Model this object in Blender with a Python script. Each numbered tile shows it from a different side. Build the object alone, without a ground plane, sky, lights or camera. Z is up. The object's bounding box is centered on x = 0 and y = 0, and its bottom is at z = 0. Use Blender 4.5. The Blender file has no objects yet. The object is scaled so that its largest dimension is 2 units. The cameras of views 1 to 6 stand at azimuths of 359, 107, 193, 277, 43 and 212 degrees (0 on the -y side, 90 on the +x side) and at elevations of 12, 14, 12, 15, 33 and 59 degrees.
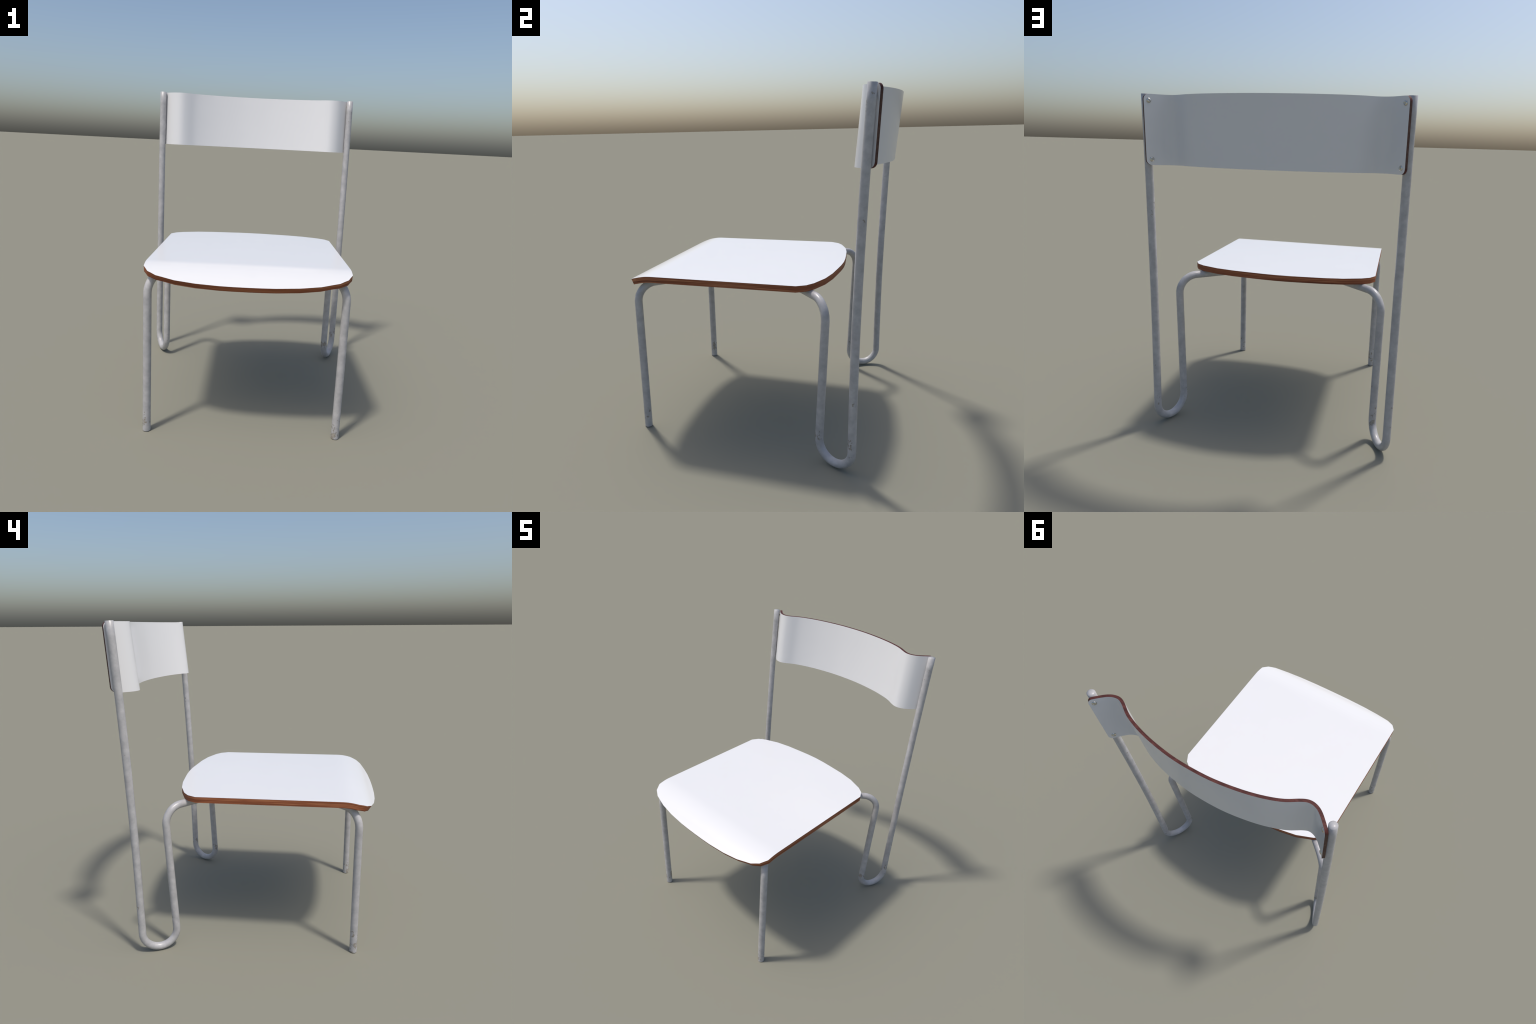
import bpy, bmesh, math
from mathutils import Vector, Matrix

# ------------------------------------------------------------------ sizes
TUBE_R = 0.0230          # steel tube radius
RAIL_Z = 0.9296          # centre height of the tube under the seat
SEAT_TOP = 0.9885
SEAT_T = 0.0362          # seat board thickness
LAM_T = 0.0008           # laminate sheet thickness
PANEL_T = 0.0168         # backrest board thickness
PANEL_TOP, PANEL_BOT = 1.9955, 1.6165

# ------------------------------------------------------------------ helpers
def lerp_table(table, x):
    """piecewise linear look-up in a short table of (x, y)"""
    if x <= table[0][0]:
        return table[0][1]
    for (x0, y0), (x1, y1) in zip(table, table[1:]):
        if x <= x1:
            return y0 + (y1 - y0) * (x - x0) / (x1 - x0)
    return table[-1][1]


def spline(points, steps):
    """centripetal-like Catmull-Rom through control points"""
    pts = [Vector(p) for p in points]
    pts = [2 * pts[0] - pts[1]] + pts + [2 * pts[-1] - pts[-2]]
    out = []
    for i in range(1, len(pts) - 2):
        p0, p1, p2, p3 = pts[i - 1:i + 3]
        t1 = (p2 - p0) * ((p2 - p1).length / max((p2 - p1).length + (p1 - p0).length, 1e-9))
        t2 = (p3 - p1) * ((p2 - p1).length / max((p3 - p2).length + (p2 - p1).length, 1e-9))
        for k in range(steps):
            t = k / steps
            h1 = 2 * t**3 - 3 * t**2 + 1
            h2 = t**3 - 2 * t**2 + t
            h3 = -2 * t**3 + 3 * t**2
            h4 = t**3 - t**2
            out.append(p1 * h1 + t1 * h2 + p2 * h3 + t2 * h4)
    out.append(pts[-2])
    return out


def fillet(a, b, c, r, n):
    """points of an arc of radius r that rounds the corner a-b-c"""
    u, v = (a - b).normalized(), (c - b).normalized()
    half = u.angle(v) / 2
    d = r / math.tan(half)
    p, q = b + u * d, b + v * d
    centre = b + (u + v).normalized() * (r / math.sin(half))
    e1 = (p - centre).normalized()
    e2 = (q - centre)
    e2 = (e2 - e1 * e2.dot(e1)).normalized()
    sweep = math.pi - 2 * half
    return [centre + (e1 * math.cos(sweep * i / n) + e2 * math.sin(sweep * i / n)) * r
            for i in range(n + 1)]


def link(obj, parent):
    bpy.context.scene.collection.objects.link(obj)
    obj.parent = parent
    return obj


def make_mesh(name, verts, faces, mats, parent, face_mats=None, smooth=True, normals=None):
    me = bpy.data.meshes.new(name)
    me.from_pydata([tuple(v) for v in verts], [], faces)
    for m in mats:
        me.materials.append(m)
    if face_mats:
        for p, mi in zip(me.polygons, face_mats):
            p.material_index = mi
    for p in me.polygons:
        p.use_smooth = smooth
    me.update()
    if normals:
        me.normals_split_custom_set_from_vertices([tuple(n) for n in normals])
    return link(bpy.data.objects.new(name, me), parent)


# ------------------------------------------------------------------ materials
class Nodes:
    def __init__(self, name):
        self.mat = bpy.data.materials.new(name)
        self.mat.use_nodes = True
        self.t = self.mat.node_tree
        self.bsdf = self.t.nodes["Principled BSDF"]
        self.obj = self.t.nodes.new("ShaderNodeTexCoord").outputs["Object"]

    def put(self, sock, val):
        if isinstance(val, bpy.types.NodeSocket):
            self.t.links.new(val, sock)
        elif val is not None:
            sock.default_value = val

    def math(self, op, a, b=0.0, c=None, clamp=False):
        n = self.t.nodes.new("ShaderNodeMath")
        n.operation, n.use_clamp = op, clamp
        self.put(n.inputs[0], a)
        self.put(n.inputs[1], b)
        if c is not None:
            self.put(n.inputs[2], c)
        return n.outputs[0]

    def smooth(self, x, lo, hi):
        n = self.t.nodes.new("ShaderNodeMapRange")
        n.interpolation_type = "SMOOTHSTEP"
        self.put(n.inputs["Value"], x)
        n.inputs["From Min"].default_value = lo
        n.inputs["From Max"].default_value = hi
        return n.outputs["Result"]

    def noise(self, scale, detail=3.0, rough=0.55, vec=None, dist=0.0):
        n = self.t.nodes.new("ShaderNodeTexNoise")
        self.put(n.inputs["Vector"], vec if vec is not None else self.obj)
        n.inputs["Scale"].default_value = scale
        n.inputs["Detail"].default_value = detail
        n.inputs["Roughness"].default_value = rough
        n.inputs["Distortion"].default_value = dist
        return n.outputs["Fac"]

    def mapping(self, scale, vec=None, loc=(0, 0, 0), rot=(0, 0, 0)):
        n = self.t.nodes.new("ShaderNodeMapping")
        self.put(n.inputs["Vector"], vec if vec is not None else self.obj)
        n.inputs["Scale"].default_value = scale
        n.inputs["Location"].default_value = loc
        n.inputs["Rotation"].default_value = rot
        return n.outputs[0]

    def xyz(self, vec=None):
        n = self.t.nodes.new("ShaderNodeSeparateXYZ")
        self.put(n.inputs[0], vec if vec is not None else self.obj)
        return n.outputs

    def combine(self, x, y, z):
        n = self.t.nodes.new("ShaderNodeCombineXYZ")
        for s, v in zip(n.inputs, (x, y, z)):
            self.put(s, v)
        return n.outputs[0]

    def ramp(self, fac, stops):
        n = self.t.nodes.new("ShaderNodeValToRGB")
        el = n.color_ramp.elements
        while len(el) < len(stops):
            el.new(0.5)
        for e, (p, c) in zip(el, stops):
            e.position, e.color = p, (*c, 1)
        self.put(n.inputs[0], fac)
        return n.outputs[0]

    def mix(self, fac, a, b, mode="MIX"):
        n = self.t.nodes.new("ShaderNodeMix")
        n.data_type, n.blend_type = "RGBA", mode
        self.put(n.inputs[0], fac)
        for i, v in ((6, a), (7, b)):
            self.put(n.inputs[i], (*v, 1) if isinstance(v, tuple) else v)
        return n.outputs[2]

    def bump(self, height, strength, dist):
        n = self.t.nodes.new("ShaderNodeBump")
        n.inputs["Strength"].default_value = strength
        n.inputs["Distance"].default_value = dist
        self.put(n.inputs["Height"], height)
        self.t.links.new(n.outputs[0], self.bsdf.inputs["Normal"])

    def near(self, centre, radius):
        """soft blob: 1 at the centre, 0 outside the radius"""
        n = self.t.nodes.new("ShaderNodeVectorMath")
        n.operation = "DISTANCE"
        self.put(n.inputs[0], self.obj)
        n.inputs[1].default_value = centre
        return self.math("SUBTRACT", 1.0, self.math("DIVIDE", n.outputs["Value"], radius), clamp=True)

    def done(self, color=None, rough=None, **kw):
        self.put(self.bsdf.inputs["Base Color"], (*color, 1) if isinstance(color, tuple) else color)
        self.put(self.bsdf.inputs["Roughness"], rough)
        for k, v in kw.items():
            self.put(self.bsdf.inputs[k.replace("_", " ")], v)
        return self.mat


def laminate(name, base):
    n = Nodes(name)
    soft = n.noise(3.0, 2)
    col = n.mix(n.smooth(soft, 0.3, 0.7), base, tuple(c * 0.993 for c in base))
    return n.done(col, n.math("MULTIPLY_ADD", n.noise(4.0, 1), 0.02, 0.215))


def wood_edge(name, bands, along_bend, grain):
    """end grain of the plies: streaks that run along the edge of the board"""
    n = Nodes(name)
    x, y, z = n.xyz()
    if along_bend:
        over = n.math("MAXIMUM", n.math("SUBTRACT", n.math("MULTIPLY", y, -1.0), 0.572), 0.0)
        z = n.math("ADD", z, n.math("MULTIPLY", n.math("MULTIPLY", over, over), 1.49))
        v = n.combine(n.math("MULTIPLY_ADD", x, 2.2, 0.5), n.math("MULTIPLY_ADD", y, 2.2, 0.6), n.math("MULTIPLY", z, grain))
    else:
        v = n.combine(n.math("MULTIPLY", x, 26.0), n.math("MULTIPLY", y, 70.0), n.math("MULTIPLY", z, grain))
    streak = n.noise(1.0, 3, 0.55, v)
    fine = n.noise(3.2, 1, 0.5, n.mapping((1, 1, 0.5), v, (0.27, 0.41, 0.13)))
    f = n.math("ADD", n.math("MULTIPLY", streak, 0.75), n.math("MULTIPLY", fine, 0.25))
    col = n.ramp(f, bands)
    return n.done(col, 0.65, Specular_IOR_Level=0.28)


def painted_steel():
    n = Nodes("grey_painted_steel")
    x, y, z = n.xyz()
    blotch = n.noise(22.0, 4, 0.6)
    hue = n.noise(9.0, 2, 0.5, n.mapping((1, 1, 0.6), loc=(3.1, 1.7, 0.4)))
    paint = n.ramp(blotch, [(0.28, (0.345, 0.342, 0.347)), (0.5, (0.412, 0.406, 0.408)), (0.72, (0.480, 0.474, 0.471))])
    paint = n.mix(n.smooth(hue, 0.4, 0.75), paint, n.mix(1.0, paint, (1.0, 0.985, 0.99), "MULTIPLY"))
    # where the paint is worn: feet, loops at the floor, and knocks on the posts
    foot = n.math("MULTIPLY", n.math("SUBTRACT", 1.0, n.smooth(z, 0.05, 0.24)),
                  n.math("SUBTRACT", 1.0, n.smooth(y, -0.3, 0.3)))
    loop = n.math("MULTIPLY", n.math("MULTIPLY", n.smooth(z, 0.045, 0.10), n.math("SUBTRACT", 1.0, n.smooth(z, 0.2, 0.3))),
                  n.smooth(y, 0.2, 0.4))
    wear = n.math("ADD", n.math("MULTIPLY", foot, 0.185), n.math("MULTIPLY", loop, 0.10))
    for c, r, s in [((0.7069, 0.665, 1.92), 0.13, 0.135), ((0.7069, 0.655, 1.36), 0.10, 0.17),
                    ((-0.725, 0.625, 1.27), 0.05, 0.20), ((0.7069, 0.64, 1.05), 0.12, 0.09),
                    ((0.72, 0.61, 0.40), 0.08, 0.19), ((-0.72, 0.64, 0.33), 0.07, 0.22),
                    ((-0.70, 0.65, 1.45), 0.06, 0.14), ((-0.615, 0.44, 0.36), 0.06, 0.16),
                    ((0.63, 0.45, 0.33), 0.08, 0.13), ((-0.69, 0.635, 0.72), 0.06, 0.10),
                    ((0.6185, 0.415, 0.15), 0.06, 0.19), ((0.72, 0.615, 0.17), 0.07, 0.13), ((-0.6185, 0.44, 0.13), 0.06, 0.14),
                    ((-0.56, -0.695, 0.14), 0.13, 0.07), ((-0.615, 0.43, 0.22), 0.05, 0.15)]:
        wear = n.math("ADD", wear, n.math("MULTIPLY", n.near(c, r), s))
    patch = n.noise(34.0, 2, 0.5, n.mapping((1, 1, 0.75), loc=(0.4, 2.0, 5.0)))
    fleck = n.noise(95.0, 3, 0.6, n.mapping((1, 1, 0.8), loc=(1.3, 0.2, 0.6)))
    field = n.math("ADD", n.math("MULTIPLY", patch, 0.62), n.math("MULTIPLY", fleck, 0.38))
    field = n.math("ADD", field, wear)
    bare = n.smooth(field, 0.745, 0.765)
    rim = n.math("MULTIPLY", n.smooth(field, 0.735, 0.75), n.math("SUBTRACT", 1.0, n.smooth(field, 0.757, 0.787)))
    rust = n.ramp(n.noise(70.0, 3), [(0.35, (0.235, 0.212, 0.178)), (0.6, (0.335, 0.308, 0.263))])
    col = n.mix(bare, paint, rust)
    col = n.mix(n.math("MULTIPLY", rim, 0.40), col, (0.13, 0.115, 0.10))
    h = n.math("SUBTRACT", n.math("MULTIPLY", blotch, 0.25), bare)
    h = n.math("MULTIPLY_ADD", n.math("MULTIPLY", fleck, n.math("MULTIPLY", wear, 5.0, clamp=True)), 1.2, h)
    n.bump(h, 0.35, 0.0016)
    rough = n.math("ADD", n.math("MULTIPLY_ADD", blotch, 0.10, 0.30), n.math("MULTIPLY", bare, 0.3))
    return n.done(col, rough)


def screw_steel():
    n = Nodes("plated_screw_steel")
    col = n.ramp(n.noise(120.0, 3), [(0.35, (0.52, 0.49, 0.42)), (0.65, (0.66, 0.64, 0.58))])
    return n.done(col, 0.22, Metallic=1.0)


WHITE = laminate("white_laminate", (0.695, 0.695, 0.70))
SEAT_WOOD = wood_edge("seat_ply_edge", [(0.37, (0.125, 0.037, 0.015)), (0.45, (0.235, 0.070, 0.028)), (0.54, (0.290, 0.094, 0.040)), (0.62, (0.43, 0.175, 0.078))], True, 190.0)
PANEL_WOOD = wood_edge("backrest_ply_edge", [(0.34, (0.045, 0.012, 0.010)), (0.5, (0.072, 0.0185, 0.0155)), (0.66, (0.110, 0.035, 0.028))], False, 18.0)
END_WOOD = wood_edge("backrest_end_grain", [(0.34, (0.054, 0.024, 0.017)), (0.5, (0.083, 0.040, 0.029)), (0.66, (0.118, 0.066, 0.048))], False, 40.0)
PAINT = painted_steel()
STEEL = screw_steel()

# ------------------------------------------------------------------ the chair
chair = bpy.data.objects.new("school_chair", None)
bpy.context.scene.collection.objects.link(chair)
chair["label"] = "white laminate school chair with bent grey steel tube frame"
chair["category"] = "chair"


# ---- tube frame: one bent tube per side, cut into front leg, rail, back leg, post
def side_path(s):
    foot = Vector((0.547, -0.676, 0.0013))
    knee_f = Vector((0.547, -0.676, RAIL_Z))
    knee_b = Vector((0.6215, 0.468, RAIL_Z))
    loop_a = Vector((0.6150, 0.4262, TUBE_R))
    loop_b = Vector((0.7069, 0.6232, TUBE_R))
    post = [(0.7069, 0.6238, 0.14), (0.7069, 0.6268, 0.45), (0.7069, 0.6312, 0.73), (0.7069, 0.6382, 0.98),
            (0.7069, 0.6492, 1.28), (0.7069, 0.6628, 1.585), (0.7069, 0.6862, 2.0 - 0.0026)]
    # the rail runs inwards under the seat and turns back out towards the rear leg
    df, db = Vector((-0.92, 1.0, 0)), Vector((-1.0, -0.893, 0))
    t = ((knee_b - knee_f).x * db.y - (knee_b - knee_f).y * db.x) / (df.x * db.y - df.y * db.x)
    elbow = knee_f + df * t
    a1 = fillet(foot, knee_f, elbow, 0.107, 14)
    a2 = fillet(knee_f, elbow, knee_b, 0.06, 12)
    a3 = fillet(elbow, knee_b, loop_a, 0.107, 14)
    half = (loop_b - loop_a).length / 2
    a4 = fillet(knee_b, loop_a, loop_b, half * 0.985, 12)
    a5 = fillet(loop_a, loop_b, Vector(post[1]), half * 0.985, 12)
    straight = [foot.lerp(a1[0], k / 10) for k in range(10)]
    front = straight + a1
    rail = [a1[-1]] + a2 + [a3[0]]
    down = [a3[-1].lerp(a4[0], k / 9) for k in range(1, 9)]
    back = a3 + down + a4 + a5[1:]
    up = [a5[-1]] + [p for p in spline(post, 5) if p.z > a5[-1].z + 0.02]
    flip = lambda ps: [Vector((p.x * s, p.y, p.z)) for p in ps]
    return {"front_leg": flip(front), "seat_rail": flip(rail), "back_leg": flip(back), "backrest_post": flip(up)}


RING = 24


def frames(path):
    """rotation-minimising frames along the whole path"""
    n = len(path)
    tang = []
    for i in range(n):
        a, b = path[max(i - 1, 0)], path[min(i + 1, n - 1)]
        tang.append((b - a).normalized())
    ref = Vector((1, 0, 0))
    ref = (ref - tang[0] * ref.dot(tang[0])).normalized()
    out = []
    for i in range(n):
        if i:
            q = tang[i - 1].rotation_difference(tang[i])
            ref = q @ ref
            ref = (ref - tang[i] * ref.dot(tang[i])).normalized()
        out.append((tang[i], ref, tang[i].cross(ref)))
    return out


def build_side(s):
    parts = side_path(s)
    whole, spans = [], {}
    for name, pts in parts.items():
        start = len(whole) - 1 if whole else 0
        whole += pts if not whole else pts[1:]
        spans[name] = (start, len(whole) - 1)
    fr = frames(whole)
    # foot and post top are cut level with the floor
    for name, (i0, i1) in spans.items():
        verts, norms, faces = [], [], []
        for i in range(i0, i1 + 1):
            t, u, v = fr[i]
            for k in range(RING):
                a = 2 * math.pi * k / RING
                d = u * math.cos(a) + v * math.sin(a)
                verts.append(whole[i] + d * TUBE_R)
                norms.append(d)
        for i in range(i1 - i0):
            for k in range(RING):
                a, b = i * RING + k, i * RING + (k + 1) % RING
                faces.append((a, b, b + RING, a + RING))

        if name == "backrest_post":
            last = (i1 - i0) * RING
            for k in range(RING):
                norms[last + k] = (norms[last + k] * 0.85 + fr[i1][0] * 0.53).normalized()

        def cap(first, t):
            """rolled rim and a closed end; normals turn smoothly over the end"""
            base = first
            i = i0 if first == 0 else i1
            prev = list(range(first, first + RING))
            for r, lift, mixv in ((0.965, 0.0010, 0.55), (0.80, 0.0012, 0.80), (0.45, 0.0013, 0.93)):
                ring = []
                for k in range(RING):
                    ring.append(len(verts))
                    a = 2 * math.pi * k / RING
                    d = fr[i][1] * math.cos(a) + fr[i][2] * math.sin(a)
                    verts.append(whole[i] + d * TUBE_R * r + t * lift)
                    norms.append((d * math.sqrt(1 - mixv * mixv) + t * mixv).normalized())
                for k in range(RING):
                    q = (prev[k], prev[(k + 1) % RING], ring[(k + 1) % RING], ring[k])
                    faces.append(q if first else q[::-1])
                prev = ring
            verts.append(whole[i] + t * 0.0013)
            norms.append(t)
            for k in range(RING):
                q = (prev[k], prev[(k + 1) % RING], len(verts) - 1)
                faces.append(q if first else q[::-1])

        if name == "front_leg":
            cap(0, -fr[i0][0])
        if name == "backrest_post":
            cap((i1 - i0) * RING, fr[i1][0])
        make_mesh(name, verts, faces, [PAINT], chair, normals=norms)


for s in (1, -1):
    build_side(s)

# ---- seat: board with a rounded outline, front edge rolled down
HALF_OUTLINE_REAR = [(0.0, 0.4665), (0.080, 0.4635), (0.154, 0.4565), (0.277, 0.4434), (0.390, 0.4202), (0.495, 0.378), (0.542, 0.3445), (0.5713, 0.293)]
HALF_OUTLINE_FRONT = [(0.5713, -0.6086), (0.5695, -0.6701), (0.5406, -0.7166), (0.4917, -0.7454), (0.3892, -0.7700), (0.277, -0.7850), (0.150, -0.7930), (0.075, -0.7948), (0.0, -0.7952)]
WATERFALL = [(-0.7952, 0.9125), (-0.785, 0.9190), (-0.770, 0.9280), (-0.7454, 0.9445), (-0.7166, 0.9587),
             (-0.670, 0.9752), (-0.630, 0.9838), (-0.6086, 0.9868), (-0.585, 0.9883), (-0.56, SEAT_TOP)]


PROFILE = [(p.x, p.y) for p in spline([(y, z, 0) for y, z in WATERFALL], 8)]


def seat_z(y):
    return lerp_table(PROFILE, y)


def seat_slope(y):
    e = 0.012
    return (seat_z(y + e) - seat_z(y - e)) / (2 * e) if y > -0.783 else (seat_z(-0.77) - seat_z(-0.7952)) / 0.0252


def seat_point(x, y, depth):
    """point on the board, `depth` below its upper face, measured square to it"""
    m = seat_slope(y)
    nrm = Vector((0, -m, 1)).normalized()
    return Vector((x, y, seat_z(y))) - nrm * depth


right = HALF_OUTLINE_REAR + [(0.5713, y) for y in (0.1, -0.1, -0.3, -0.5)] + HALF_OUTLINE_FRONT
outline = right + [(-x, y) for x, y in reversed(right[1:-1])]
corner_rows = sorted({round(y, 4) for _, y in right})
extra_rows = [-0.53 - 0.0125 * k for k in range(21)] + [0.25 - 0.1 * k for k in range(7)]
rows_y = sorted(corner_rows + [y for y in extra_rows if min(abs(y - c) for c in corner_rows) > 0.003])


def half_width(y):
    if y >= 0.293:
        t = [(yy, xx) for xx, yy in reversed(HALF_OUTLINE_REAR)]
    elif y <= -0.6086:
        t = [(yy, xx) for xx, yy in reversed(HALF_OUTLINE_FRONT)]
    else:
        return 0.5713
    return lerp_table(t, y)


def slab(name, d0, d1, mats, parent, top_i, side_i, bot_i):
    """board between two depths below the seat surface"""
    bm = bmesh.new()
    cols = 20
    grids = []
    for d in (d0, d1):
        g = []
        for y in rows_y:
            w = half_width(y)
            if w < 1e-6:
                g.append([bm.verts.new(seat_point(0, y, d))])
            else:
                g.append([bm.verts.new(seat_point(w * (2 * k / cols - 1), y, d)) for k in range(cols + 1)])
        grids.append(g)
    for gi, g in enumerate(grids):
        for r0, r1 in zip(g, g[1:]):
            if len(r0) == 1:
                quads = [(r0[0], r1[k + 1], r1[k]) for k in range(cols)]
            elif len(r1) == 1:
                quads = [(r0[k], r0[k + 1], r1[0]) for k in range(cols)]
            else:
                quads = [(r0[k], r0[k + 1], r1[k + 1], r1[k]) for k in range(cols)]
            for q in quads:
                f = bm.faces.new(q if gi == 0 else q[::-1])
                f.material_index = top_i if gi == 0 else bot_i
                f.smooth = True
    loop = lambda g: [r[-1] for r in g] + [r[0] for r in reversed(g) if len(r) > 1]
    top, bot = loop(grids[0]), loop(grids[1])
    n = len(top)
    for i in range(n):
        j = (i + 1) % n
        f = bm.faces.new((top[j], top[i], bot[i], bot[j]))
        f.material_index = side_i
        f.smooth = True
        for e in f.edges:
            if (e.verts[0] in (top[i], top[j]) and e.verts[1] in (top[i], top[j])) or \
               (e.verts[0] in (bot[i], bot[j]) and e.verts[1] in (bot[i], bot[j])):
                e.smooth = False
    bmesh.ops.recalc_face_normals(bm, faces=bm.faces)
    me = bpy.data.meshes.new(name)
    bm.to_mesh(me)
    bm.free()
    for m in mats:
        me.materials.append(m)
    return link(bpy.data.objects.new(name, me), parent)


seat = slab("seat", LAM_T + 0.0001, SEAT_T - LAM_T - 0.0001, [SEAT_WOOD], chair, 0, 0, 0)
slab("laminate_sheet", 0.0, LAM_T, [WHITE, SEAT_WOOD], seat, 0, 1, 0)
slab("laminate_sheet", SEAT_T - LAM_T, SEAT_T, [WHITE, SEAT_WOOD], seat, 0, 1, 0)

# ---- backrest: bent board, shoulders forward, ends turned back onto the posts
PLAN = [(0.0, 0.7825), (0.080, 0.7805), (0.150, 0.7742), (0.225, 0.7628), (0.300, 0.7480), (0.370, 0.7285),
        (0.430, 0.7068), (0.472, 0.6862), (0.508, 0.6612), (0.540, 0.6425), (0.5637, 0.6360), (0.588, 0.6385),
        (0.6135, 0.6485), (0.636, 0.6655), (0.657, 0.6855), (0.6995, 0.7290)]
LEAN = [(0.0, 0.0998), (0.40, 0.0970), (0.56, 0.0895), (0.673, 0.0775), (0.6995, 0.055)]
CORNER = 0.030
half = spline([(x, y, 0) for x, y in PLAN], 4)
plan = [Vector((-p.x, p.y, 0)) for p in reversed(half[1:])] + half
for _ in range(5):                       # even out the curvature for a clean sheen
    plan = [plan[0]] + [(a + 2 * b + c) / 4 for a, b, c in zip(plan, plan[1:], plan[2:])] + [plan[-1]]


def plan_normal(i):
    a, b = plan[max(i - 1, 0)], plan[min(i + 1, len(plan) - 1)]
    t = (b - a).normalized()
    return Vector((t.y, -t.x, 0))          # towards the sitter


arc = [0.0]
for a, b in zip(plan, plan[1:]):
    arc.append(arc[-1] + (b - a).length)
TOTAL = arc[-1]


def panel_at(u, z, off):
    """point at arc length u and height z, `off` in front of the middle of the board"""
    u = min(max(u, 0), TOTAL)
    i = 0
    while i < len(arc) - 2 and arc[i + 1] < u:
        i += 1
    f = (u - arc[i]) / (arc[i + 1] - arc[i])
    p = plan[i].lerp(plan[i + 1], f)
    nrm = plan_normal(i).lerp(plan_normal(i + 1), f).normalized()
    lean = lerp_table(LEAN, abs(p.x))
    q = p + nrm * off
    return Vector((q.x, q.y - lean * (PANEL_TOP - z), z)), nrm


# columns of the board: denser in the rounded corners
cuts = [CORNER * (1 - math.cos(math.pi / 2 * k / 7)) for k in range(7)]
us = sorted(cuts + [TOTAL - c for c in cuts] + [a for a in arc if CORNER <= a <= TOTAL - CORNER])


def inset(u):
    d = min(u, TOTAL - u)
    return CORNER - math.sqrt(max(CORNER**2 - (CORNER - d)**2, 0)) if d < CORNER else 0.0


def board(name, o0, o1, mats, parent, face_i, side_i, end_i):
    """board between two offsets of the curved middle surface (o0 nearer the sitter)"""
    bm = bmesh.new()
    nz = 12
    sheets = []
    for o in (o0, o1):
        g = []
        for u in us:
            zi = inset(u)
            zs = [PANEL_BOT + zi + (PANEL_TOP - PANEL_BOT - 2 * zi) * k / nz for k in range(nz + 1)]
            g.append([bm.verts.new(panel_at(u, z, o)[0]) for z in zs])
        sheets.append(g)
    for gi, g in enumerate(sheets):
        for c0, c1 in zip(g, g[1:]):
            for k in range(nz):
                q = (c0[k], c1[k], c1[k + 1], c0[k + 1])
                f = bm.faces.new(q if gi == 0 else q[::-1])
                f.material_index, f.smooth = face_i, True
    rim = lambda g: [c[0] for c in g] + g[-1][1:-1] + [c[-1] for c in reversed(g)] + g[0][-2:0:-1]
    ra, rb = rim(sheets[0]), rim(sheets[1])
    for i in range(len(ra)):
        j = (i + 1) % len(ra)
        f = bm.faces.new((ra[i], rb[i], rb[j], ra[j]))
        end = any(ra[i] in col and ra[j] in col for col in (sheets[0][0], sheets[0][-1]))
        f.material_index, f.smooth = (end_i if end else side_i), True
        for e in f.edges:
            vs = set(e.verts)
            if vs == {ra[i], ra[j]} or vs == {rb[i], rb[j]}:
                e.smooth = False
    bmesh.ops.recalc_face_normals(bm, faces=bm.faces)
    me = bpy.data.meshes.new(name)
    bm.to_mesh(me)
    bm.free()
    for m in mats:
        me.materials.append(m)
    return link(bpy.data.objects.new(name, me), parent)


h = PANEL_T / 2
backrest = board("backrest", h - LAM_T - 0.0001, -h + LAM_T + 0.0001, [PANEL_WOOD, END_WOOD], chair, 0, 0, 1)
board("laminate_sheet", h, h - LAM_T, [WHITE, PANEL_WOOD, END_WOOD], backrest, 0, 1, 2)
board("laminate_sheet", -h + LAM_T, -h, [WHITE, PANEL_WOOD, END_WOOD], backrest, 0, 1, 2)


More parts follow.
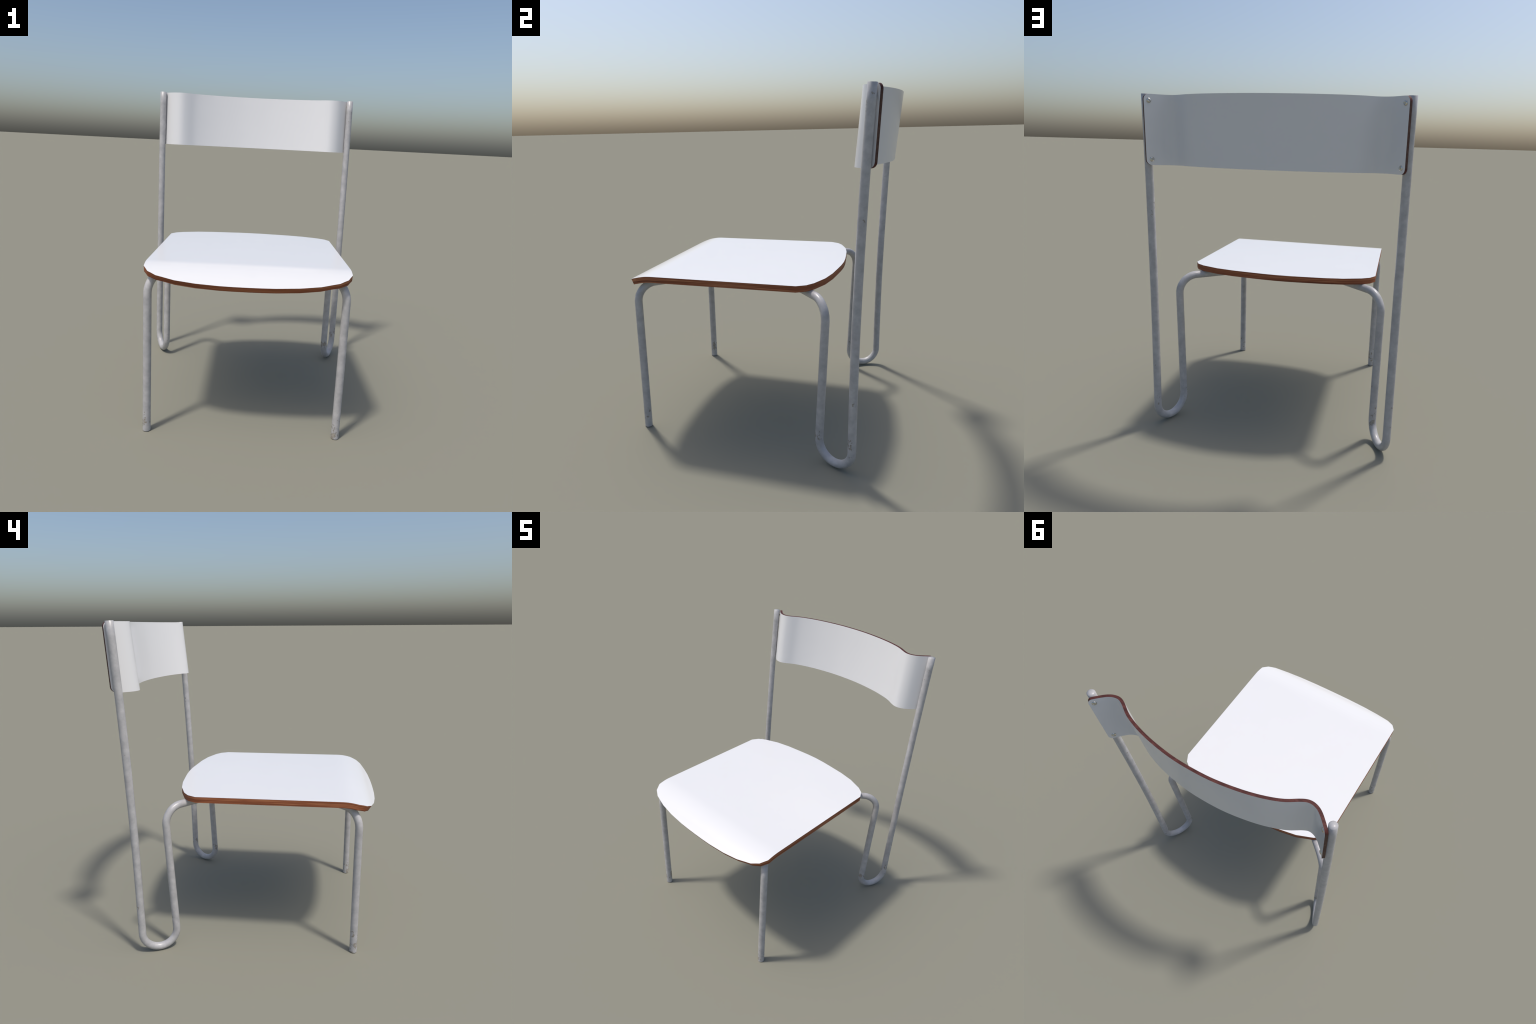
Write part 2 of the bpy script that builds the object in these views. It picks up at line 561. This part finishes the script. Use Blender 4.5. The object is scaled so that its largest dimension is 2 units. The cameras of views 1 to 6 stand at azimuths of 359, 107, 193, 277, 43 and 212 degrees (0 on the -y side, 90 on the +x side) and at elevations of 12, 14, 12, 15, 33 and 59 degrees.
# ---- screws: domed heads with a cross recess, shank runs through to the post
def screw_mesh():
    bm = bmesh.new()
    R, H, seg = 0.0132, 0.0062, 32
    prof = [(R, 0.0), (R * 1.0, H * 0.22), (R * 0.93, H * 0.5), (R * 0.78, H * 0.78), (R * 0.55, H * 0.94), (R * 0.36, H), (R * 0.30, H * 0.98), (R * 0.12, H * 0.97)]
    rings = []
    for pi, (r, z) in enumerate(prof):
        ring = []
        for k in range(seg):
            a = 2 * math.pi * k / seg
            rr, zz = r, z
            if pi >= 4:                       # cross-shaped recess
                arm = max(0.0, math.cos(4 * a)) ** 2
                if pi == 6:
                    rr = r * (0.75 + 0.75 * arm)
                    zz = z - H * 0.22 * (1 if pi > 5 else 0)
                elif pi == 5:
                    rr = r * (0.85 + 0.75 * arm)
                elif pi == 7:
                    zz = z - H * 0.5
            ring.append(bm.verts.new((rr * math.cos(a), rr * math.sin(a), zz)))
        rings.append(ring)
    tip = bm.verts.new((0, 0, H * 0.42))
    for a, b in zip(rings, rings[1:]):
        for k in range(seg):
            bm.faces.new((a[k], a[(k + 1) % seg], b[(k + 1) % seg], b[k]))
    for k in range(seg):
        bm.faces.new((rings[-1][k], rings[-1][(k + 1) % seg], tip))
    # shank
    prev = rings[0]
    for r, z in ((0.005, 0.0), (0.005, -0.036)):
        ring = [bm.verts.new((r * math.cos(2 * math.pi * k / seg), r * math.sin(2 * math.pi * k / seg), z)) for k in range(seg)]
        for k in range(seg):
            bm.faces.new((ring[k], ring[(k + 1) % seg], prev[(k + 1) % seg], prev[k]))
        prev = ring
    bm.faces.new(prev[::-1])
    for f in bm.faces:
        f.smooth = True
    bmesh.ops.recalc_face_normals(bm, faces=bm.faces)
    me = bpy.data.meshes.new("screw")
    bm.to_mesh(me)
    bm.free()
    me.materials.append(STEEL)
    return me


SCREW = screw_mesh()
SCREW_U = 0.0275
for k, (u, z) in enumerate([(SCREW_U, PANEL_TOP - 0.034), (SCREW_U, PANEL_BOT + 0.033),
                            (TOTAL - SCREW_U, PANEL_TOP - 0.034), (TOTAL - SCREW_U, PANEL_BOT + 0.033)]):
    p, nrm = panel_at(u, z, -h - 0.0002)
    tilt = Vector((-nrm.x, -nrm.y, 0.07)).normalized()
    o = link(bpy.data.objects.new("screw", SCREW), backrest)
    rot = tilt.to_track_quat("Z", "Y") @ Matrix.Rotation(0.6 * k + 0.3, 3, "Z").to_quaternion()
    o.matrix_local = Matrix.Translation(p) @ rot.to_matrix().to_4x4()
